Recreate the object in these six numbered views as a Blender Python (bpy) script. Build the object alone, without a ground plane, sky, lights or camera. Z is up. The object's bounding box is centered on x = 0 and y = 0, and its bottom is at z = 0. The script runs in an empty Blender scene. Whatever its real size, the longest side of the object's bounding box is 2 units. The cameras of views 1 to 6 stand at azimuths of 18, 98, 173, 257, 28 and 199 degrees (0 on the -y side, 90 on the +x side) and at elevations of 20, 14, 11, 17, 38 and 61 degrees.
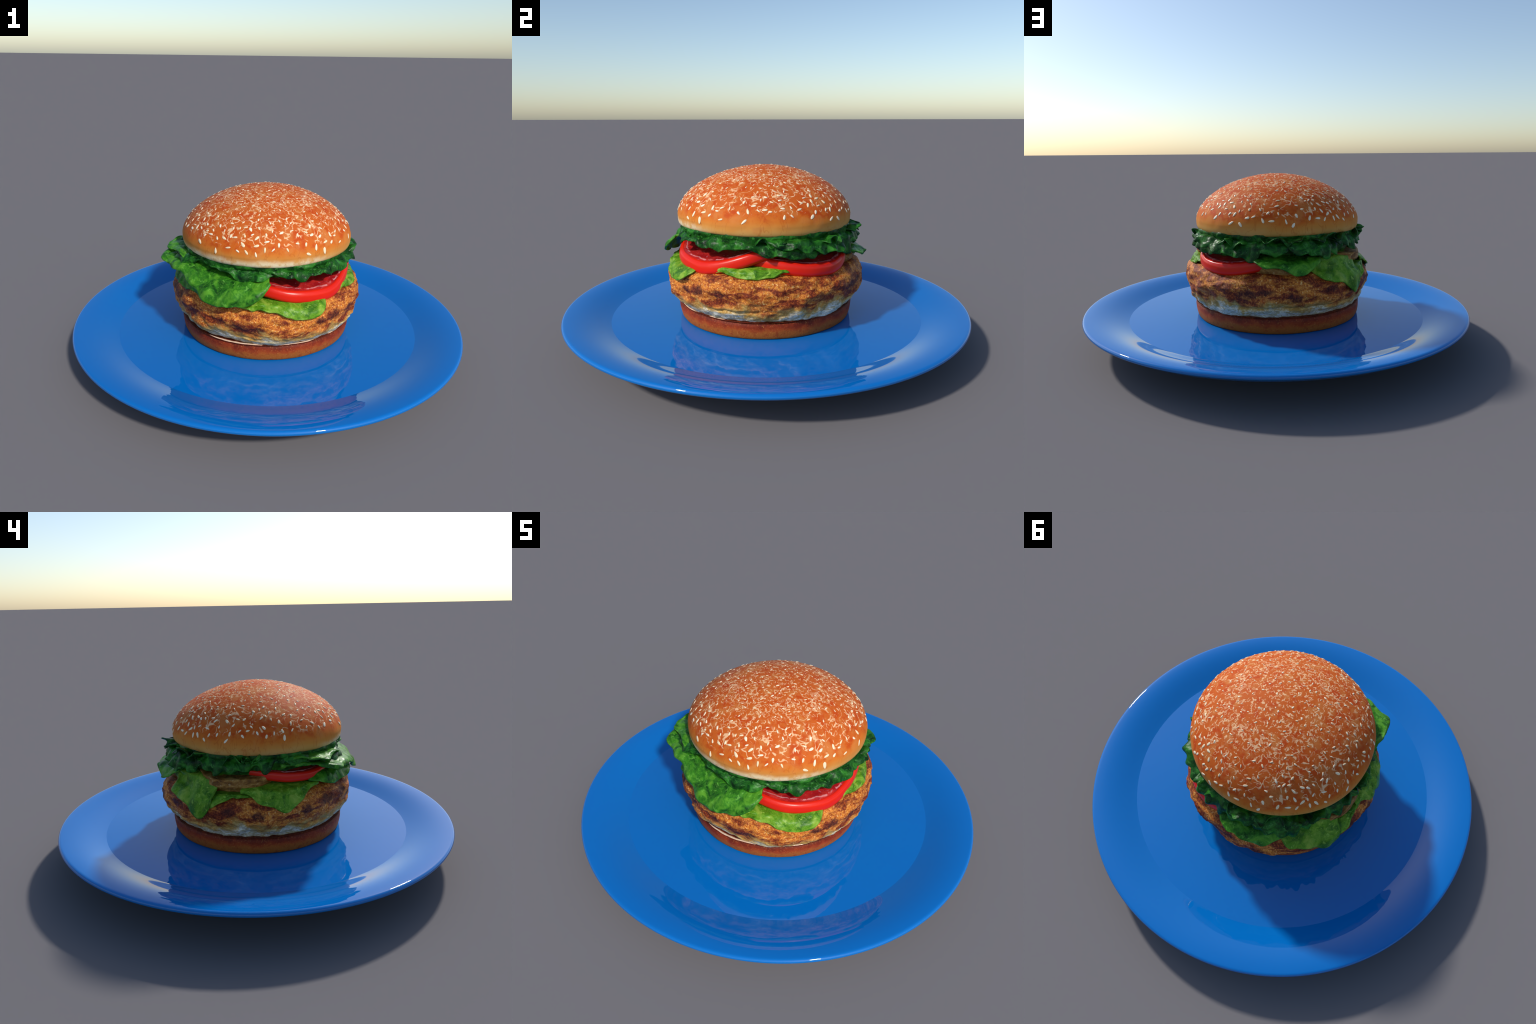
"""Chicken burger in a sesame bun, standing on a glossy blue plate."""
import bpy, math, random
import numpy as np
from mathutils import Vector, Matrix, noise

TAU = math.tau
CX, CY = -0.007, -0.009            # axis of the burger
FLOOR = 0.128                      # height of the flat of the plate


# ------------------------------------------------------------------ helpers
def curve(points, x):
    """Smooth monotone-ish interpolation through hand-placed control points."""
    px = np.array([p[0] for p in points], float)
    py = np.array([p[1] for p in points], float)
    d = np.diff(py) / np.diff(px)
    m = np.concatenate([[d[0]], (d[:-1] + d[1:]) / 2, [d[-1]]])
    x = np.clip(np.asarray(x, float), px[0], px[-1])
    i = np.clip(np.searchsorted(px, x) - 1, 0, len(px) - 2)
    h = px[i + 1] - px[i]
    t = (x - px[i]) / h
    return ((2 * t**3 - 3 * t**2 + 1) * py[i] + (t**3 - 2 * t**2 + t) * h * m[i]
            + (-2 * t**3 + 3 * t**2) * py[i + 1] + (t**3 - t**2) * h * m[i + 1])


def polyline(points, steps=6):
    """Catmull-Rom resampling of an (r, z) outline."""
    p = np.array(points, float)
    out = []
    for i in range(len(p) - 1):
        a, b, c, d = p[max(i - 1, 0)], p[i], p[i + 1], p[min(i + 2, len(p) - 1)]
        for k in range(steps):
            t = k / steps
            out.append(0.5 * (2 * b + (c - a) * t + (2 * a - 5 * b + 4 * c - d) * t * t
                              + (3 * b - a - 3 * c + d) * t**3))
    out.append(p[-1])
    return np.array(out)


def n3(x, y, z, scale=1.0, seed=0.0, octaves=3):
    return noise.fractal(Vector((x * scale + seed, y * scale - seed * 0.7, z * scale + seed * 1.3)),
                         1.0, 2.0, octaves)


def make_mesh(name, verts, faces, material=None, smooth=True):
    me = bpy.data.meshes.new(name)
    me.from_pydata([tuple(v) for v in verts], [], faces)
    me.update()
    if smooth:
        me.polygons.foreach_set("use_smooth", [True] * len(me.polygons))
    if material:
        me.materials.append(material)
    return me


def add(name, me, parent=None):
    ob = bpy.data.objects.new(name, me)
    bpy.context.scene.collection.objects.link(ob)
    ob.parent = parent
    if parent:
        ob.matrix_parent_inverse = parent.matrix_world.inverted()
    return ob


def lathe(name, outline, segments, material, shape=None, cx=0.0, cy=0.0):
    """Turn an (r, z) outline that starts and ends on the axis; shape(p) may move points."""
    o = np.asarray(outline, float)
    verts, faces = [], []
    body = o[1:-1]
    verts.append((cx, cy, o[0][1]))
    for r, z in body:
        for k in range(segments):
            a = TAU * k / segments
            p = (cx + r * math.cos(a), cy + r * math.sin(a), z)
            verts.append(shape(p, a, r, z) if shape else p)
    verts.append((cx, cy, o[-1][1]))
    n = len(body)
    for k in range(segments):
        k2 = (k + 1) % segments
        faces.append((0, 1 + k2, 1 + k))
        for i in range(n - 1):
            a, b = 1 + i * segments, 1 + (i + 1) * segments
            faces.append((a + k, a + k2, b + k2, b + k))
        b = 1 + (n - 1) * segments
        faces.append((b + k, b + k2, len(verts) - 1))
    return make_mesh(name, verts, faces, material)


# ------------------------------------------------------------------ node helpers
class Nodes:
    def __init__(self, name):
        self.mat = bpy.data.materials.new(name)
        self.mat.use_nodes = True
        self.t = self.mat.node_tree
        self.bsdf = self.t.nodes["Principled BSDF"]
        self.out = self.t.nodes["Material Output"]
        self.coord = self.t.nodes.new("ShaderNodeTexCoord").outputs["Object"]

    def link(self, a, b):
        if hasattr(a, "links"):
            self.t.links.new(a, b)
        else:
            b.default_value = a

    def new(self, kind, **props):
        n = self.t.nodes.new(kind)
        for k, v in props.items():
            setattr(n, k, v)
        return n

    def mapping(self, scale=(1, 1, 1), loc=(0, 0, 0), vec=None):
        n = self.new("ShaderNodeMapping")
        n.inputs["Scale"].default_value = scale
        n.inputs["Location"].default_value = loc
        self.link(vec or self.coord, n.inputs["Vector"])
        return n.outputs[0]

    def noise(self, scale, detail=4, rough=0.55, distort=0.0, vec=None):
        n = self.new("ShaderNodeTexNoise")
        n.inputs["Scale"].default_value = scale
        n.inputs["Detail"].default_value = detail
        n.inputs["Roughness"].default_value = rough
        n.inputs["Distortion"].default_value = distort
        self.link(vec or self.coord, n.inputs["Vector"])
        return n.outputs["Fac"]

    def voronoi(self, scale, feature="F1", vec=None, rand=1.0):
        n = self.new("ShaderNodeTexVoronoi", feature=feature)
        n.inputs["Scale"].default_value = scale
        n.inputs["Randomness"].default_value = rand
        self.link(vec or self.coord, n.inputs["Vector"])
        return n.outputs["Distance"]

    def ramp(self, fac, stops, mode="LINEAR"):
        n = self.new("ShaderNodeValToRGB")
        n.color_ramp.interpolation = mode
        e = n.color_ramp.elements
        while len(e) < len(stops):
            e.new(0.5)
        for el, (pos, col) in zip(e, stops):
            el.position = pos
            el.color = (*col, 1) if hasattr(col, "__len__") else (col, col, col, 1)
        self.link(fac, n.inputs[0])
        return n.outputs[0]

    def mix(self, fac, a, b, blend="MIX"):
        n = self.new("ShaderNodeMix", data_type="RGBA", blend_type=blend)
        self.link(fac, n.inputs[0])
        for v, s in ((a, n.inputs[6]), (b, n.inputs[7])):
            if hasattr(v, "links"):
                self.link(v, s)
            else:
                s.default_value = (*v, 1)
        return n.outputs[2]

    def math(self, op, a, b=0.0, c=None):
        n = self.new("ShaderNodeMath", operation=op)
        self.link(a, n.inputs[0])
        self.link(b, n.inputs[1])
        if c is not None:
            self.link(c, n.inputs[2])
        return n.outputs[0]

    def remap(self, v, lo, hi, a=0.0, b=1.0):
        n = self.new("ShaderNodeMapRange")
        n.interpolation_type = "SMOOTHSTEP"
        self.link(v, n.inputs[0])
        for i, x in enumerate((lo, hi, a, b)):
            n.inputs[i + 1].default_value = x
        return n.outputs[0]

    def xyz(self):
        n = self.new("ShaderNodeSeparateXYZ")
        self.link(self.coord, n.inputs[0])
        return n.outputs

    def spot(self, centre, radius, wobble=None, vec=None):
        """Soft round mask about a point, its edge frayed by a noise."""
        d = self.new("ShaderNodeVectorMath", operation="DISTANCE")
        self.link(vec or self.coord, d.inputs[0])
        d.inputs[1].default_value = centre
        v = d.outputs["Value"]
        if wobble is not None:
            v = self.math("ADD", v, self.math("MULTIPLY", self.math("SUBTRACT", wobble, 0.5), radius * 2.2))
        return self.remap(v, radius * 0.35, radius, 1.0, 0.0)

    def bump(self, height, strength=0.3, dist=0.01):
        n = self.new("ShaderNodeBump")
        n.inputs["Strength"].default_value = strength
        n.inputs["Distance"].default_value = dist
        self.link(height, n.inputs["Height"])
        self.link(n.outputs[0], self.bsdf.inputs["Normal"])

    def finish(self, color, rough=0.5, spec=0.5, **more):
        self.link((*color, 1) if isinstance(color, tuple) else color, self.bsdf.inputs["Base Color"])
        self.link(rough, self.bsdf.inputs["Roughness"])
        self.bsdf.inputs["Specular IOR Level"].default_value = spec
        for k, v in more.items():
            self.bsdf.inputs[k.replace("_", " ")].default_value = v
        return self.mat


# ------------------------------------------------------------------ materials
def glaze_material():
    m = Nodes("blue_glaze")
    c = m.mix(m.noise(3.0), (0.0015, 0.140, 0.470), (0.0020, 0.148, 0.485))
    return m.finish(c, 0.02, 0.5)


def bun_material():
    m = Nodes("baked_bun_crust")
    x, y, z = m.xyz()
    warp = m.noise(9.0, 3)
    h = m.math("ADD", z, m.math("MULTIPLY", m.math("SUBTRACT", warp, 0.5), 0.045))
    crust = m.ramp(m.remap(h, 0.59, 0.75), [
        (0.0, (0.60, 0.330, 0.095)), (0.14, (0.62, 0.255, 0.050)), (0.36, (0.60, 0.175, 0.022)),
        (0.62, (0.57, 0.120, 0.013)), (1.0, (0.54, 0.105, 0.014))])
    seeded = m.remap(h, 0.635, 0.69)
    red = m.math("MULTIPLY", m.remap(m.noise(24, 4, 0.6, 0.6), 0.46, 0.64), seeded)
    crust = m.mix(m.math("MULTIPLY", red, 0.8), crust, (0.48, 0.052, 0.005))
    tan = m.math("MULTIPLY", m.remap(m.noise(17, 3, 0.5, 0.4, m.mapping(loc=(3, 1, 7))), 0.50, 0.70), 0.55)
    crust = m.mix(tan, crust, (0.58, 0.215, 0.055))
    # fine dark creases running down the flank
    down = m.noise(20, 3, 0.55, 0.5, m.mapping(scale=(1, 1, 0.35), loc=(9, 2, 5)))
    crease = m.remap(m.math("ABSOLUTE", m.math("SUBTRACT", down, 0.5)), 0.0, 0.018, 1.0, 0.0)
    crust = m.mix(m.math("MULTIPLY", crease, 0.35), crust, (0.40, 0.075, 0.010))
    # pale floury flank on the front, where the buns touched in the oven
    front = m.remap(y, -0.16, -0.36)
    flour = m.math("MULTIPLY", m.remap(h, 0.636, 0.602), front)
    flour = m.math("MULTIPLY", flour, m.remap(m.noise(38, 4, 0.65), 0.30, 0.60, 0.15, 0.95))
    crust = m.mix(flour, crust, (0.82, 0.68, 0.44))

    # curly pale glaze lines, coarse on the shoulder and finer towards the crown
    def squiggle(scale, loc, width, gate_from=0.44):
        n = m.noise(scale, 1, 0.4, 0.45, m.mapping(loc=loc))
        ridge = m.remap(m.math("ABSOLUTE", m.math("SUBTRACT", n, 0.5)), width * 0.15, width, 1.0, 0.0)
        gate = m.remap(m.noise(scale * 1.15, 1, 0.5, 0, m.mapping(loc=(5, loc[0], 2))), gate_from, gate_from + 0.10)
        return m.math("MULTIPLY", ridge, gate)
    coarse = squiggle(30, (1, 2, 3), 0.046, 0.45)
    mid = squiggle(40, (7, 2, 1), 0.056, 0.45)
    fine = squiggle(60, (4, 8, 3), 0.075, 0.45)
    cz = m.math("MULTIPLY", m.remap(h, 0.675, 0.70), m.remap(z, 0.80, 0.76))
    mz = m.math("MULTIPLY", m.remap(z, 0.73, 0.77), m.remap(z, 0.85, 0.825))
    fz = m.remap(z, 0.79, 0.835)
    lines = m.math("MAXIMUM", m.math("MULTIPLY", coarse, cz),
                   m.math("MAXIMUM", m.math("MULTIPLY", mid, mz), m.math("MULTIPLY", fine, fz)))
    col = m.mix(m.math("MULTIPLY", lines, 0.85), crust, (0.84, 0.53, 0.29))
    m.bump(m.math("ADD", m.math("MULTIPLY", m.noise(220, 3), 0.25), m.math("MULTIPLY", lines, 0.6)), 0.15, 0.005)
    return m.finish(col, 0.65, 0.12)


def heel_material():
    m = Nodes("toasted_bun_heel")
    x, y, z = m.xyz()
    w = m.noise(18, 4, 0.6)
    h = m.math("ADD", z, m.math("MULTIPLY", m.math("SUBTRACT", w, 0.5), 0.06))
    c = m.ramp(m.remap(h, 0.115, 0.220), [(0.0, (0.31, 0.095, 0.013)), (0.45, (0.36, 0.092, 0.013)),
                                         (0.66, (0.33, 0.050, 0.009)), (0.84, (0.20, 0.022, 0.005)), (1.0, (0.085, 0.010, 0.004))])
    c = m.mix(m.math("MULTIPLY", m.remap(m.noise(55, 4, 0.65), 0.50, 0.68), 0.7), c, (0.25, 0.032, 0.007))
    c = m.mix(m.math("MULTIPLY", m.remap(m.noise(130, 3, 0.6, 0, m.mapping(loc=(3, 3, 3))), 0.55, 0.75), 0.5), c, (0.54, 0.20, 0.045))
    m.bump(m.noise(160, 4, 0.6), 0.25, 0.006)
    return m.finish(c, 0.60, 0.2)


def at(deg, r, z):
    a = math.radians(deg)
    return (CX + r * math.cos(a), CY + r * math.sin(a), z)


def patty_material():
    m = Nodes("grilled_chicken")
    x, y, z = m.xyz()
    # elongated grain that runs round the patty
    big = m.noise(11, 4, 0.6, 0.4, m.mapping(scale=(1, 1, 2.6)))
    grain = m.noise(90, 5, 0.7, 0.8)
    speck = m.noise(110, 3, 0.65, 0.4, m.mapping(loc=(2, 9, 4)))
    gold = m.mix(m.remap(grain, 0.40, 0.60), (0.37, 0.070, 0.007), (0.74, 0.270, 0.038))
    gold = m.mix(m.math("MULTIPLY", m.remap(speck, 0.56, 0.70), 0.75), gold, (0.94, 0.64, 0.25))
    brown = m.mix(m.remap(speck, 0.45, 0.66), (0.140, 0.018, 0.005), (0.42, 0.085, 0.014))
    crust = m.mix(m.remap(big, 0.45, 0.60), gold, brown)
    wob = m.noise(26, 4, 0.6)
    char = None
    flat = m.mapping(scale=(1, 1, 1.9))
    for deg, hz, rad in ((-86, 0.315, 0.060), (-76, 0.305, 0.055), (-98, 0.33, 0.05), (-17, 0.345, 0.060), (-31, 0.340, 0.065), (-41, 0.33, 0.05), (66, 0.330, 0.070),
                         (94, 0.318, 0.065), (150, 0.345, 0.055), (166, 0.335, 0.05), (-166, 0.345, 0.05), (-150, 0.360, 0.065),
                         (-135, 0.370, 0.065), (-128, 0.35, 0.05), (115, 0.345, 0.055), (-120, 0.33, 0.055), (78, 0.345, 0.05), (52, 0.35, 0.05)):
        s = m.spot(at(deg, 0.475, hz * 1.9), rad * 0.95, wob, flat)
        char = s if char is None else m.math("MAXIMUM", char, s)
    dark = m.mix(m.remap(grain, 0.42, 0.68), (0.030, 0.005, 0.006), (0.22, 0.040, 0.014))
    crust = m.mix(m.math("MULTIPLY", char, 0.88), crust, dark)
    # pale, barely seared underside with a yellow transition
    low = m.noise(7, 4, 0.6, 0.5, m.mapping(scale=(1, 1, 0.8), loc=(1, 4, 2)))
    h = m.math("ADD", z, m.math("MULTIPLY", m.math("SUBTRACT", low, 0.5), 0.20))
    h = m.math("ADD", h, m.math("MULTIPLY", m.math("SUBTRACT", grain, 0.5), 0.035))
    fibre = m.noise(40, 4, 0.6, 1.2, m.mapping(scale=(1, 1, 2.2)))
    meat = m.mix(m.remap(fibre, 0.40, 0.62), (0.46, 0.37, 0.19), (0.76, 0.71, 0.57))
    yellow = m.mix(m.remap(fibre, 0.42, 0.62), (0.45, 0.235, 0.045), (0.66, 0.42, 0.12))
    c = m.mix(m.remap(h, 0.232, 0.264), meat, yellow)
    c = m.mix(m.remap(h, 0.258, 0.298), c, crust)
    m.bump(m.math("ADD", m.math("MULTIPLY", grain, 0.7), m.math("MULTIPLY", speck, 0.4)), 0.55, 0.010)
    return m.finish(c, 0.55, 0.22)


def lettuce_material(name, dark, mid, light, rough=0.38):
    m = Nodes(name)
    a = m.noise(17, 4, 0.6, 0.8)
    vein = m.noise(26, 3, 0.6, 1.8, m.mapping(loc=(2, 5, 1)))
    c = m.ramp(a, [(0.36, dark), (0.50, mid), (0.64, light)])
    line = m.remap(m.math("ABSOLUTE", m.math("SUBTRACT", vein, 0.5)), 0.0, 0.030, 1.0, 0.0)
    c = m.mix(m.math("MULTIPLY", line, 0.40), c, light)
    glint = m.math("MULTIPLY", m.remap(m.noise(55, 2, 0.5, 0.8), 0.60, 0.70), 0.45)  # leaf highlights painted into the base colour as light flecks
    c = m.mix(glint, c, tuple(min(1, v * 1.5 + 0.04) for v in light))
    m.bump(m.math("ADD", m.noise(28, 2, 0.5, 0.6), m.math("MULTIPLY", vein, 0.4)), 0.28, 0.014)
    mat = m.finish(c, rough, 0.2)
    tr = m.new("ShaderNodeBsdfTranslucent")
    m.link(c, tr.inputs["Color"])
    ms = m.new("ShaderNodeMixShader")
    ms.inputs[0].default_value = 0.12
    m.link(m.bsdf.outputs[0], ms.inputs[1])
    m.link(tr.outputs[0], ms.inputs[2])
    m.link(ms.outputs[0], m.out.inputs["Surface"])
    return mat


def tomato_skin_material():
    m = Nodes("tomato_skin")
    c = m.mix(m.noise(9, 3), (0.62, 0.008, 0.003), (0.74, 0.022, 0.006))
    m.bump(m.noise(14, 2), 0.12, 0.01)
    return m.finish(c, 0.28, 0.3)


def tomato_flesh_material(radius):
    m = Nodes("tomato_flesh")
    x, y, z = m.xyz()
    r = m.math("SQRT", m.math("ADD", m.math("MULTIPLY", x, x), m.math("MULTIPLY", y, y)))
    c = m.mix(m.remap(m.noise(17, 4, 0.6, 0.5), 0.4, 0.65), (0.34, 0.009, 0.013), (0.50, 0.024, 0.020))
    c = m.mix(m.math("MULTIPLY", m.remap(m.noise(60, 3), 0.60, 0.72), 0.5), c, (0.62, 0.20, 0.26))
    rr = m.math("ADD", r, m.math("MULTIPLY", m.math("SUBTRACT", m.noise(30, 3), 0.5), 0.020))
    ring = m.remap(m.math("ABSOLUTE", m.math("SUBTRACT", rr, radius * 0.897)), 0.0014, 0.0048, 1.0, 0.0)  # highlight line along the skin border, drawn as a pale pink ring
    ring = m.math("MULTIPLY", ring, m.remap(m.noise(38, 2), 0.36, 0.5))
    c = m.mix(m.math("MULTIPLY", ring, 0.45), c, (0.82, 0.42, 0.42))
    m.bump(m.noise(45, 3), 0.4, 0.01)
    return m.finish(c, 0.25, 0.35)


def mushroom_material():
    m = Nodes("grilled_mushroom")
    a = m.noise(20, 5, 0.65, 0.6, m.mapping(scale=(1, 1, 2.5)))
    c = m.ramp(a, [(0.34, (0.090, 0.030, 0.006)), (0.5, (0.26, 0.110, 0.018)), (0.66, (0.46, 0.26, 0.070))])
    c = m.mix(m.math("MULTIPLY", m.remap(m.noise(65, 3), 0.58, 0.70), 0.45), c, (0.60, 0.42, 0.20))
    m.bump(a, 0.5, 0.02)
    return m.finish(c, 0.5, 0.22)


def seed_material():
    m = Nodes("sesame_seed")
    info = m.new("ShaderNodeObjectInfo")
    c = m.mix(info.outputs["Random"], (0.84, 0.66, 0.40), (0.90, 0.79, 0.58))
    c = m.mix(m.math("MULTIPLY", m.remap(m.noise(120, 2), 0.45, 0.65), 0.3), c, (0.78, 0.56, 0.30))
    return m.finish(c, 0.38, 0.45)


def pale_strand_material():
    m = Nodes("glossy_pale_cream")
    c = m.mix(m.noise(40, 3), (0.55, 0.30, 0.17), (0.82, 0.66, 0.50))
    m.bump(m.noise(60, 2), 0.3, 0.006)
    return m.finish(c, 0.15, 0.5)


# ------------------------------------------------------------------ plate
def build_plate():
    well = 0.777
    rows = [(0.0, FLOOR), (0.25, FLOOR), (0.5, FLOOR), (0.70, FLOOR), (well - 0.004, FLOOR), (well, FLOOR)]
    # flank rises out of a clear crease, steepest low down, level at the lip
    steps = 40
    slope = [0.34 * (1 - t) + 0.17 * math.sin(math.pi * t ** 0.75) for t in ((k + 0.5) / steps for k in range(steps))]
    climb = np.cumsum(slope) / sum(slope) * 0.0465
    for k in range(steps):
        rows.append((well + (0.986 - well) * (k + 1) / steps, FLOOR + float(climb[k])))
    lip = FLOOR + 0.0465
    for k in range(1, 13):                                  # rounded lip, rolled slightly down
        a = math.pi / 2 - math.pi * 0.94 * k / 12
        rows.append((0.987 + 0.013 * math.cos(a), lip - 0.0115 + 0.0115 * math.sin(a)))
    rows += polyline([(0.980, 0.1450), (0.955, 0.131), (0.91, 0.1165), (0.84, 0.1030), (0.75, 0.088), (0.62, 0.067), (0.50, 0.046), (0.445, 0.018), (0.430, 0.0)], 4).tolist()
    rows += [(0.412, 0.0), (0.402, 0.006), (0.392, 0.026), (0.36, 0.034), (0.2, 0.036), (0.0, 0.036)]
    rows = rows[::-1]
    me = lathe("plate", rows, 192, glaze_material())
    plate = add("plate", me)
    me.set_sharp_from_angle(angle=math.radians(60))
    bpy.context.view_layer.update()
    # keep the crease round the well crisp
    sharp = me.attributes.get("sharp_edge") or me.attributes.new("sharp_edge", "BOOLEAN", "EDGE")
    for e in me.edges:
        p, q = me.vertices[e.vertices[0]].co, me.vertices[e.vertices[1]].co
        if all(abs(math.hypot(v.x, v.y) - well) < 1e-4 and v.z > 0.1 for v in (p, q)):
            sharp.data[e.index].value = True
    plate["label"] = "round glossy plain blue ceramic dinner plate with raised rim"
    plate["category"] = "plate"
    return plate


# ------------------------------------------------------------------ crown of the bun
BUN_R, BUN_Z, BUN_TOP = 0.425, 0.636, 0.868


def bun_point(a, t):
    """Point on the crown: a = angle round the axis, t = 0 at the widest ring, 1 at the top, < 0 underneath."""
    if t >= 0:
        w = t * math.pi / 2
        r = BUN_R * math.cos(w) ** (2 / 1.95)
        z = BUN_Z + (BUN_TOP - BUN_Z) * math.sin(w) ** (2 / 1.65)
    else:
        w = -t * math.pi / 2
        r = BUN_R * (1 - 0.035 * (1 - math.cos(w)) ** 1.5)
        z = BUN_Z - 0.043 * math.sin(w)
    x, y = math.cos(a), math.sin(a)
    wob = 1 + 0.008 * n3(x, y, z * 2, 1.1, 3.1, 2) + 0.004 * math.cos(a - math.radians(-120))
    # fuller shoulder at the front right
    lean = max(0.0, math.cos(a - math.radians(-82))) + 0.35 * max(0.0, math.cos(a - math.radians(62)))
    wob += 0.032 * lean * math.exp(-((t - 0.45) / 0.28) ** 2)
    # shallow dimples and wrinkles low on the flank
    fade = max(0.0, 1 - abs(t - 0.12) / 0.4)
    wob += 0.0035 * fade * n3(x * 6, y * 6, z * 9, 1.0, 7.7, 2)
    fold = max(0.0, n3(x * 9, y * 9, z * 3, 1.0, 1.7, 1) - 0.35)
    wob -= 0.010 * fold * max(0.0, 1 - abs(t - 0.05) / 0.22)
    z += 0.006 * n3(x, y, 0, 1.3, 9.2, 2) * (1 - max(t, 0)) * 0.8
    return Vector((CX + r * wob * x, CY + r * wob * y, z))


def build_bun_crown(parent):
    seg = 200
    ts = [-1.0, -0.85, -0.7, -0.55, -0.4, -0.27, -0.15, -0.06] + [k / 56 for k in range(56)]
    verts, faces = [], []
    for t in ts:
        for k in range(seg):
            verts.append(bun_point(TAU * k / seg, t))
    n = len(ts)
    for i in range(n - 1):
        for k in range(seg):
            k2 = (k + 1) % seg
            faces.append((i * seg + k, i * seg + k2, (i + 1) * seg + k2, (i + 1) * seg + k))
    top = len(verts)
    verts.append(Vector((CX, CY, BUN_TOP)))
    bottom = len(verts)
    verts.append(Vector((CX, CY, BUN_Z - 0.043)))
    for k in range(seg):
        k2 = (k + 1) % seg
        faces.append(((n - 1) * seg + k, (n - 1) * seg + k2, top))
        faces.append((k2, k, bottom))
    bun = add("bun_crown", make_mesh("bun_crown", verts, faces, bun_material()), parent)

    # ---- sesame seeds
    rng = random.Random(11)
    mat = seed_material()
    shapes = []
    for v in range(4):
        sv, sf = [], []
        rings, around = 7, 9
        blunt = 0.25 + 0.15 * v
        for i in range(rings + 1):
            u = i / rings
            x = u * 2 - 1
            w = math.sqrt(max(0, 1 - x * x)) * (1 - blunt * x * 0.55)
            for j in range(around):
                b = TAU * j / around
                sv.append((x * 0.5, w * 0.25 * math.cos(b), w * 0.16 * math.sin(b)))
        for i in range(rings):
            for j in range(around):
                j2 = (j + 1) % around
                sf.append((i * around + j, i * around + j2, (i + 1) * around + j2, (i + 1) * around + j))
        shapes.append((sv, sf, make_mesh("sesame_seed", sv, sf, mat)))

    def place(a, t, length, width, turn):
        p = bun_point(a, t)
        da = bun_point(a + 0.01, t) - p
        dt = bun_point(a, min(t + 0.01, 0.999)) - p
        nrm = da.cross(dt).normalized()
        da.normalize()
        up = nrm.cross(da)
        xax = (da * math.cos(turn) + up * math.sin(turn)).normalized()
        yax = nrm.cross(xax)
        m = Matrix((xax * length, yax * width, nrm * min(length * 0.7, 0.012))).transposed().to_4x4()
        m.translation = p + nrm * 0.0004
        return m

    taken = []

    def free(p, gap):
        return all((p - q).length > gap for q in taken)

    spots = []
    tries = 0
    while len(spots) < 360 and tries < 40000:
        tries += 1
        t = 0.04 + 0.93 * rng.random()
        a = rng.random() * TAU
        # spread evenly over the area, thin out at the foot of the seeded zone
        if rng.random() > max(math.cos(t * math.pi / 2), 0.03):
            continue
        edge = 0.15 + 0.03 * math.sin(a * 2 + 1) + 0.06 * n3(math.cos(a), math.sin(a), 0, 2.2, 5.0, 2)
        if t < edge and rng.random() > 0.10:
            continue
        if t < edge + 0.10 and rng.random() > 0.7:
            continue
        if t > 0.40 and rng.random() > 0.40:
            continue
        size = 0.0310 - 0.0180 * min(1, t / 0.62)
        size *= rng.uniform(0.72, 1.2)
        p = bun_point(a, t)
        if not free(p, size * (1.15 + 0.5 * min(1.0, t / 0.5)) * rng.choice((0.8, 1.0, 1.3))):
            continue
        taken.append(p)
        spots.append((size, a, t, rng.uniform(0.62, 1.05), rng.random() * TAU, rng.randrange(4)))
    spots.sort(key=lambda s: -s[0])
    for size, a, t, fat, turn, v in spots[:300]:
        ob = bpy.data.objects.new("sesame_seed", shapes[v][2])
        bpy.context.scene.collection.objects.link(ob)
        ob.parent = bun
        ob.matrix_parent_inverse = bun.matrix_world.inverted()
        ob.matrix_world = place(a, t, size, size * fat, turn)
    sv, sf = [], []
    for size, a, t, fat, turn, v in spots[300:]:
        m = place(a, t, size, size * fat, turn)
        base = len(sv)
        sv += [m @ Vector(q) for q in shapes[v][0]]
        sf += [tuple(i + base for i in f) for f in shapes[v][1]]
    rest = add("sesame_sprinkle", make_mesh("sesame_sprinkle", sv, sf, mat), bun)
    rest["kind"] = "stuff"
    return bun


# ------------------------------------------------------------------ heel of the bun and patty
def build_heel(parent):
    rows = polyline([(0.0, 0.1288), (0.30, 0.1288), (0.40, 0.1288), (0.420, 0.1296), (0.4275, 0.137), (0.432, 0.152), (0.436, 0.176), (0.436, 0.196), (0.426, 0.209), (0.40, 0.214), (0.0, 0.214)], 7)

    def shape(p, a, r, z):
        x, y = math.cos(a), math.sin(a)
        k = 1 + 0.007 * n3(x, y, z * 3, 1.6, 2.0, 3) * (r / 0.43)
        k += 0.0025 * n3(x * 10, y * 10, z * 20, 1.0, 4.0, 2)
        dz = 0.004 * n3(x, y, 0, 2.2, 8.0, 2) if z > 0.17 else 0
        return (CX + r * k * x, CY + 0.003 + r * k * y, z + dz)
    return add("bun_heel", lathe("bun_heel", rows, 180, heel_material(), shape), parent)


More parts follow.
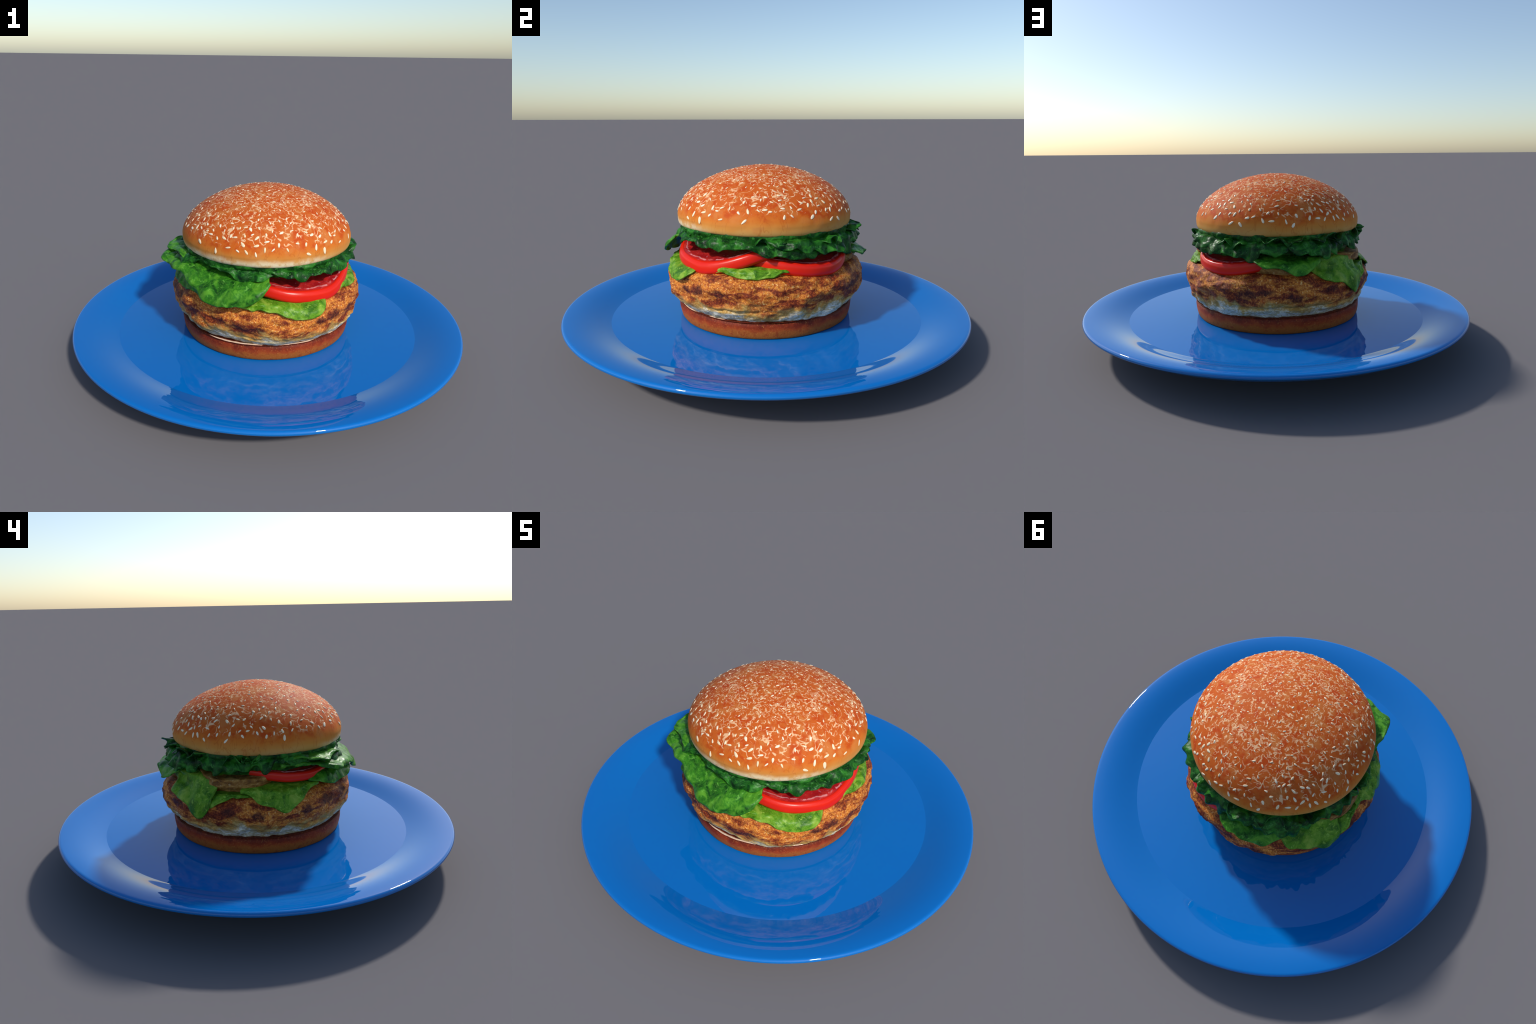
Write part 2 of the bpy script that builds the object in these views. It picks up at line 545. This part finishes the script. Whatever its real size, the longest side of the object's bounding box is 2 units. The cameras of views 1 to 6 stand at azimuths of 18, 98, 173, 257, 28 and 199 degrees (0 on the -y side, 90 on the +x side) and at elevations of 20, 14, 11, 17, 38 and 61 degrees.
def build_patty(parent):
    rows = polyline([(0.0, 0.200), (0.36, 0.200), (0.408, 0.206), (0.433, 0.225), (0.459, 0.258), (0.476, 0.298), (0.482, 0.338),
                     (0.472, 0.377), (0.452, 0.405), (0.420, 0.421), (0.36, 0.429), (0.0, 0.430)], 10)

    def shape(p, a, r, z):
        x, y = math.cos(a), math.sin(a)
        g = r / 0.47
        k = 0.013 * n3(x, y, z * 4, 1.8, 1.0, 2) + 0.012 * n3(x * 4.5, y * 4.5, z * 14, 1.0, 5.0, 2)
        k += 0.0075 * n3(x * 14, y * 14, z * 34, 1.0, 2.5, 3)
        # fleshy crease along the pale flank
        crease = n3(x * 3, y * 3, 0, 1.0, 11.0, 2) * 0.015
        k -= 0.016 * math.exp(-((z - 0.262 - crease) / 0.007) ** 2) * max(0, n3(x * 2, y * 2, 1, 1.0, 6.0, 1) + 0.25)
        dz = 0.008 * n3(x, y, 1, 1.6, 4.0, 2) * g
        rr = r + k * g
        return (0.0 + rr * x, -0.006 + rr * y, z + dz)
    return add("chicken_patty", lathe("chicken_patty", rows, 260, patty_material(), shape), parent)


def build_pale_strands(parent):
    """Thin pale glossy strands along the top edge of the heel."""
    mat = pale_strand_material()
    rng = random.Random(4)
    for a0, a1, fat in ((-112, -66, 0.0040), (-70, -40, 0.0036), (-30, -16, 0.0030)):
        n, around = 60, 10
        verts, faces = [], []
        for i in range(n + 1):
            u = i / n
            a = math.radians(a0 + (a1 - a0) * u)
            x, y = math.cos(a), math.sin(a)
            f = fat * (math.sin(math.pi * min(1, max(0.02, u))) ** 0.5) * (1 + 0.5 * n3(x * 12, y * 12, 0, 1, 3, 2)) + 0.0005
            r = 0.430 + 0.003 * n3(x * 8, y * 8, 2, 1, 1, 2)
            z = 0.2125 + 0.002 * n3(x * 6, y * 6, 5, 1, 1, 2)
            for j in range(around):
                b = TAU * j / around
                rr = r + f * 1.2 * math.cos(b)
                verts.append((CX + rr * x, CY + 0.003 + rr * y, z + f * 0.8 * math.sin(b)))
        for i in range(n):
            for j in range(around):
                j2 = (j + 1) % around
                faces.append((i * around + j, (i + 1) * around + j, (i + 1) * around + j2, i * around + j2))
        add("pale_strand", make_mesh("pale_strand", verts, faces, mat), parent)


# ------------------------------------------------------------------ fillings
def build_slice(parent, name, deg, dist, radius, z, thick, tilt, mat, flesh=None, seed=0, droop=0.0, lift=0.0):
    """Round slice whose outer side is tipped down by tilt degrees in the direction deg."""
    h = thick / 2
    rows = polyline([(0, -h), (radius * 0.82, -h), (radius * 0.95, -h * 0.86), (radius, -h * 0.35), (radius, h * 0.5), (radius * 0.978, h * 0.9), (radius * 0.945, h), (radius * 0.92, h * 0.9 if flesh else h), (radius * 0.80, h * 0.4 if flesh else h), (0, h * 0.4 if flesh else h)], 6)

    def shape(p, a, r, zz):
        x, y = math.cos(a), math.sin(a)
        k = 1 + 0.03 * n3(x, y, zz * 3, 1.2, seed, 2)
        rough = 0.0 if flesh else 0.022 * n3(x * 6, y * 6, zz * 40, 1, seed, 3)
        return (r * (k + rough) * x, r * (k + rough) * y, zz + 0.006 * n3(x, y, 0, 1.5, seed + 3, 2) * (r / radius) - droop * max(0.0, r * x / radius) ** 2 + lift * max(0.0, r * y / radius) ** 1.3)
    a = math.radians(deg)
    m = Matrix.Translation((CX + dist * math.cos(a), CY + dist * math.sin(a), z)) @ Matrix.Rotation(a, 4, "Z") @ Matrix.Rotation(math.radians(tilt), 4, "Y")
    ob = add(name, lathe(name, rows, 96, mat, shape), parent)
    ob.matrix_world = m
    if flesh:
        top = polyline([(0, h * 0.98), (radius * 0.5, h * 0.97), (radius * 0.80, h * 0.94), (radius * 0.885, h + 0.0010), (radius * 0.912, h + 0.0006), (radius * 0.914, h - 0.008), (0, h * 0.2)][::-1], 5)

        def fshape(p, a, r, zz):
            q = shape(p, a, r, zz)
            return (q[0], q[1], q[2] + 0.004 * max(0.0, 1 - (r / (radius * 0.88)) ** 4) * n3(math.cos(a) * r * 30, math.sin(a) * r * 30, 0, 1, seed, 2))
        bpy.context.view_layer.update()
        fl = add("tomato_flesh", lathe("tomato_flesh", top, 96, flesh, fshape), ob)
        fl.matrix_parent_inverse = Matrix()
    return ob


SHOULDER = [(0.28, 0.484), (0.33, 0.491), (0.36, 0.489), (0.385, 0.483), (0.405, 0.465), (0.42, 0.448), (0.44, 0.434), (0.50, 0.415)]


def build_leaf(parent, mat, edge, root, mid, ruffle=0.010, waves=14, thick=0.006, seed=0.0, bump=0.008, rows=26, fine=0.10, drape=False, name="lettuce_leaf"):
    """Leaf that comes out from between the layers and hangs over.
    edge: (degrees, radius, height) along its free margin; root: (radius, height) inside the stack;
    mid: (fraction of edge radius, height above the edge as a share of root height) of the shoulder."""
    d0, d1 = edge[0][0], edge[-1][0]
    cols = max(40, int((d1 - d0) * 2.4))
    er = curve([(e[0], e[1]) for e in edge], np.linspace(d0, d1, cols + 1))
    ez = curve([(e[0], e[2]) for e in edge], np.linspace(d0, d1, cols + 1))
    verts, faces = [], []
    for c in range(cols + 1):
        u = c / cols
        a = math.radians(d0 + (d1 - d0) * u)
        x, y = math.cos(a), math.sin(a)
        re, ze = er[c], ez[c]
        rm, zm = re * mid[0], ze + (root[1] - ze) * mid[1]
        ends = min(1.0, 6 * u, 6 * (1 - u))
        for k in range(rows + 1):
            s = k / rows
            b0, b1, b2 = (1 - s) ** 2, 2 * s * (1 - s), s * s
            r = b0 * root[0] + b1 * rm + b2 * re
            z = b0 * root[1] + b1 * zm + b2 * ze
            if drape:                                     # lie on the shoulder of the patty
                r = min(r, float(curve(SHOULDER, z)))
            frill = s ** 3 * ends
            w = 0.55 * math.sin(u * waves * math.pi + 3.0 * n3(x, y, seed, 3.0, seed, 2) + seed)
            w += 1.6 * n3(x * 7, y * 7, s * 1.5, 1.0, seed + 4, 2)
            z += ruffle * w * frill
            r += ruffle * 0.9 * frill * math.sin(u * waves * 1.37 * math.pi + 1.1 + seed + 2 * s)
            bl = (n3(x * 6, y * 6, s * 2.2, 1.0, seed, 2) + fine * n3(x * 19, y * 19, s * 7.0, 1.0, seed, 2)) * bump * min(1, 2.5 * s)
            r += bl
            z += bl * 0.7
            verts.append((CX + r * x, CY + r * y, z))
    for c in range(cols):
        for k in range(rows):
            i = c * (rows + 1) + k
            faces.append((i, i + rows + 1, i + rows + 2, i + 1))
    ob = add(name, make_mesh(name, verts, faces, mat), parent)
    so = ob.modifiers.new("thickness", "SOLIDIFY")
    so.thickness = thick
    so.offset = -1
    return ob


def build_fillings(parent):
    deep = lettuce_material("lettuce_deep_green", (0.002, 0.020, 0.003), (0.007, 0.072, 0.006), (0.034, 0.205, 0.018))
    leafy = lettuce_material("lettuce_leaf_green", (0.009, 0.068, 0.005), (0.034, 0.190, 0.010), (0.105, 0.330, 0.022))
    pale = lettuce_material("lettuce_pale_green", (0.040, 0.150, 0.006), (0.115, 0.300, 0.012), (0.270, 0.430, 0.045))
    skin = tomato_skin_material()
    shroom = mushroom_material()

    # crumpled leaves packed in the middle of the stack
    rows = polyline([(0.0, 0.415), (0.30, 0.415), (0.365, 0.43), (0.372, 0.47), (0.380, 0.525), (0.408, 0.560), (0.408, 0.604), (0.30, 0.615), (0.0, 0.615)], 8)

    def crumple(p, a, r, z):
        x, y = math.cos(a), math.sin(a)
        k = r + (0.014 * n3(x * 7, y * 7, z * 22, 1, 2.2, 3)) * (r / 0.39)
        if z < 0.545:                                     # pressed in where the tomato lies
            k *= 1 - 0.18 * max(0.0, math.cos(a - math.radians(-42))) ** 3
        return (CX + k * x, CY + k * y, z)
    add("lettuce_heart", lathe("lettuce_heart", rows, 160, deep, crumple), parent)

    # tomato slices
    for deg, dist, rad, z, th, tilt, sd, droop in ((-33, 0.126, 0.328, 0.494, 0.062, 2, 1.0, 0.054), (44, 0.190, 0.270, 0.474, 0.064, 3, 2.0, 0.030), (-163, 0.180, 0.248, 0.508, 0.048, 3, 3.0, 0.018)):
        build_slice(parent, "tomato_slice", deg, dist, rad, z, th, tilt, skin, tomato_flesh_material(rad), sd, droop, 0.048 if sd == 1.0 else 0.0)
    # grilled mushroom slices at the back
    for deg, dist, rad, z, th, tilt, sd in ((148, 0.252, 0.194, 0.478, 0.050, 4, 4.0), (148, 0.225, 0.185, 0.430, 0.048, 2, 5.0), (86, 0.26, 0.180, 0.438, 0.046, 3, 6.0)):
        build_slice(parent, "mushroom_slice", deg, dist, rad, z, th, tilt, shroom, None, sd)

    # ruffled dark leaves right under the crown
    R = (0.33, 0.588)
    M = (0.98, 0.90)
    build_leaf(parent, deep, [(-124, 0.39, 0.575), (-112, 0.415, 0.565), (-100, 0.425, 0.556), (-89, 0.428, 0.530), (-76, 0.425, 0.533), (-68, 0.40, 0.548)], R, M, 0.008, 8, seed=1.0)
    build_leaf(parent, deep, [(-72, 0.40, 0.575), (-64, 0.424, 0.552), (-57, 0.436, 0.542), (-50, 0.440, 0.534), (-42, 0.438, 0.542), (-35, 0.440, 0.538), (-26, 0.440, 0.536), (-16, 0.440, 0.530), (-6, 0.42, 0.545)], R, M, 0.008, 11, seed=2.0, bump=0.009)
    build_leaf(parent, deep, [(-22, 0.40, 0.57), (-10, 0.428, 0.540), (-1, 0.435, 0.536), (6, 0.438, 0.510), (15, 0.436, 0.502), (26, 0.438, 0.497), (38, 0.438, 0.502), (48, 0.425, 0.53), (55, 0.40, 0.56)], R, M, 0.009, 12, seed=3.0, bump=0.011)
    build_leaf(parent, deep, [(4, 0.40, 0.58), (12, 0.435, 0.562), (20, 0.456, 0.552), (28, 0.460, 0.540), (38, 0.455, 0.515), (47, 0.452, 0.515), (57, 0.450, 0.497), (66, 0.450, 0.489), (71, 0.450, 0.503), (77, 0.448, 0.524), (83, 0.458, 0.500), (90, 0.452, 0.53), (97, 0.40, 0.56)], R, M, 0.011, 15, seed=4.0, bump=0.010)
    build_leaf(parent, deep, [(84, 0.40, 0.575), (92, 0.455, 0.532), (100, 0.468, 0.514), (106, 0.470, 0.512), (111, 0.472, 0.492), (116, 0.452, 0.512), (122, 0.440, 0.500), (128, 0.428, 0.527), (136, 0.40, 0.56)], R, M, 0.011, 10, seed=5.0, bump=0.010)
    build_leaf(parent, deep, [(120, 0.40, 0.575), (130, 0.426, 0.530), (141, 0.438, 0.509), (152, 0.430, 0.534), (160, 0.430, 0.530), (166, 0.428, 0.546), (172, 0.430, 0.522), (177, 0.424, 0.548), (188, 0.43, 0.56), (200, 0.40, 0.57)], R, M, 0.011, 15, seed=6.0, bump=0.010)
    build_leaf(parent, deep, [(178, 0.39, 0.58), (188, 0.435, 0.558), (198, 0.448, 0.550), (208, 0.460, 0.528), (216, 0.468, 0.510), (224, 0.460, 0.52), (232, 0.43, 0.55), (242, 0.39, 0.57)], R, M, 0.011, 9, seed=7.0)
    # upper frill with turned-up tips
    U = (0.35, 0.575)
    for d0, d1, z, r, sd in ((-64, -34, 0.572, 0.418, 11.0), (-8, 26, 0.568, 0.432, 12.0), (70, 104, 0.583, 0.464, 13.0), (102, 136, 0.584, 0.458, 17.0), (135, 176, 0.572, 0.428, 14.0), (188, 214, 0.562, 0.440, 15.0), (40, 66, 0.560, 0.448, 16.0), (155, 170, 0.588, 0.448, 18.0)):
        w = d1 - d0
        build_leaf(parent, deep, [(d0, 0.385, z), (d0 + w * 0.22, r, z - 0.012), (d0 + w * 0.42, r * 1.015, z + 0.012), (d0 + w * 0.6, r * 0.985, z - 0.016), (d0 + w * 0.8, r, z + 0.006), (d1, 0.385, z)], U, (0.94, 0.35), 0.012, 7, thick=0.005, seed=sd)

    # broad leaf hanging out over the front left: flat shelf, then folded down over the patty
    build_leaf(parent, leafy, [(-178, 0.40, 0.535), (-170, 0.425, 0.540), (-163, 0.452, 0.540), (-157, 0.490, 0.535), (-151, 0.520, 0.524), (-144, 0.508, 0.517), (-136, 0.492, 0.512),
                               (-129, 0.478, 0.503), (-120, 0.478, 0.478), (-112, 0.482, 0.440), (-105, 0.490, 0.418), (-96, 0.496, 0.420), (-88, 0.497, 0.430), (-81, 0.490, 0.448), (-75, 0.472, 0.478), (-71, 0.440, 0.52)],
               (0.33, 0.550), (1.0, 0.66), 0.006, 12, thick=0.009, seed=21.0, bump=0.009, rows=34, fine=0.1)
    # second fold of it at the left
    build_leaf(parent, leafy, [(-184, 0.39, 0.560), (-172, 0.43, 0.570), (-164, 0.470, 0.570), (-158, 0.500, 0.572), (-154, 0.502, 0.566), (-149, 0.465, 0.562), (-140, 0.455, 0.562), (-130, 0.43, 0.565), (-122, 0.39, 0.57)], (0.33, 0.578), (0.95, 0.6), 0.006, 6, thick=0.008, seed=22.0)
    # drooping pale leaves over the patty
    build_leaf(parent, pale, [(98, 0.43, 0.455), (104, 0.468, 0.437), (110, 0.484, 0.390), (117, 0.488, 0.375), (124, 0.491, 0.362), (130, 0.493, 0.325), (134, 0.491, 0.304), (137.5, 0.488, 0.326), (140, 0.480, 0.362), (141.5, 0.465, 0.410), (142.5, 0.43, 0.45)],
               (0.36, 0.488), (1.0, 0.95), 0.004, 6, thick=0.008, seed=23.0, rows=34, drape=True)
    build_leaf(parent, pale, [(136, 0.455, 0.40), (141, 0.480, 0.362), (146, 0.480, 0.388), (151, 0.474, 0.408), (158, 0.465, 0.416), (166, 0.43, 0.424)],
               (0.40, 0.418), (1.02, 0.7), 0.003, 6, thick=0.006, seed=28.0, rows=16, drape=True)
    build_leaf(parent, pale, [(157, 0.44, 0.428), (161, 0.466, 0.420), (167, 0.470, 0.393), (175, 0.476, 0.376), (181, 0.482, 0.348), (186, 0.481, 0.363), (191, 0.474, 0.396), (201, 0.452, 0.428), (208, 0.42, 0.445)],
               (0.36, 0.448), (1.0, 0.9), 0.004, 6, thick=0.008, seed=24.0, rows=30, drape=True)
    build_leaf(parent, leafy, [(-160, 0.42, 0.455), (-151, 0.455, 0.442), (-142, 0.464, 0.432), (-132, 0.468, 0.428), (-122, 0.468, 0.430), (-112, 0.462, 0.432), (-103, 0.42, 0.44)],
               (0.34, 0.492), (0.98, 0.9), 0.005, 7, thick=0.008, seed=29.0)
    build_leaf(parent, leafy, [(66, 0.43, 0.49), (72, 0.476, 0.470), (79, 0.495, 0.458), (87, 0.500, 0.448), (95, 0.492, 0.424), (100, 0.482, 0.428), (106, 0.465, 0.465), (112, 0.42, 0.49)],
               (0.34, 0.500), (0.98, 0.75), 0.006, 6, thick=0.008, seed=25.0)
    build_leaf(parent, pale, [(-104, 0.43, 0.425), (-92, 0.462, 0.412), (-83, 0.470, 0.408), (-76, 0.472, 0.406), (-69, 0.478, 0.396), (-60, 0.486, 0.378), (-53, 0.489, 0.362), (-46, 0.488, 0.364), (-40, 0.478, 0.388), (-35, 0.43, 0.42)],
               (0.34, 0.430), (1.0, 0.95), 0.005, 9, thick=0.009, seed=26.0, drape=True)
    build_leaf(parent, pale, [(-34, 0.42, 0.445), (-24, 0.465, 0.436), (-12, 0.476, 0.424), (0, 0.480, 0.416), (10, 0.476, 0.420), (17, 0.460, 0.434), (24, 0.41, 0.44)],
               (0.33, 0.448), (1.0, 1.1), 0.004, 6, thick=0.010, seed=27.0, drape=True)


# ------------------------------------------------------------------ assemble
def main():
    build_plate()
    burger = bpy.data.objects.new("burger", None)
    bpy.context.scene.collection.objects.link(burger)
    burger.location = (CX, CY, FLOOR)
    bpy.context.view_layer.update()
    burger["label"] = "grilled chicken burger with lettuce, tomato and sesame bun"
    burger["category"] = "burger"
    build_bun_crown(burger)
    build_heel(burger)
    build_patty(burger)
    build_pale_strands(burger)
    build_fillings(burger)


main()
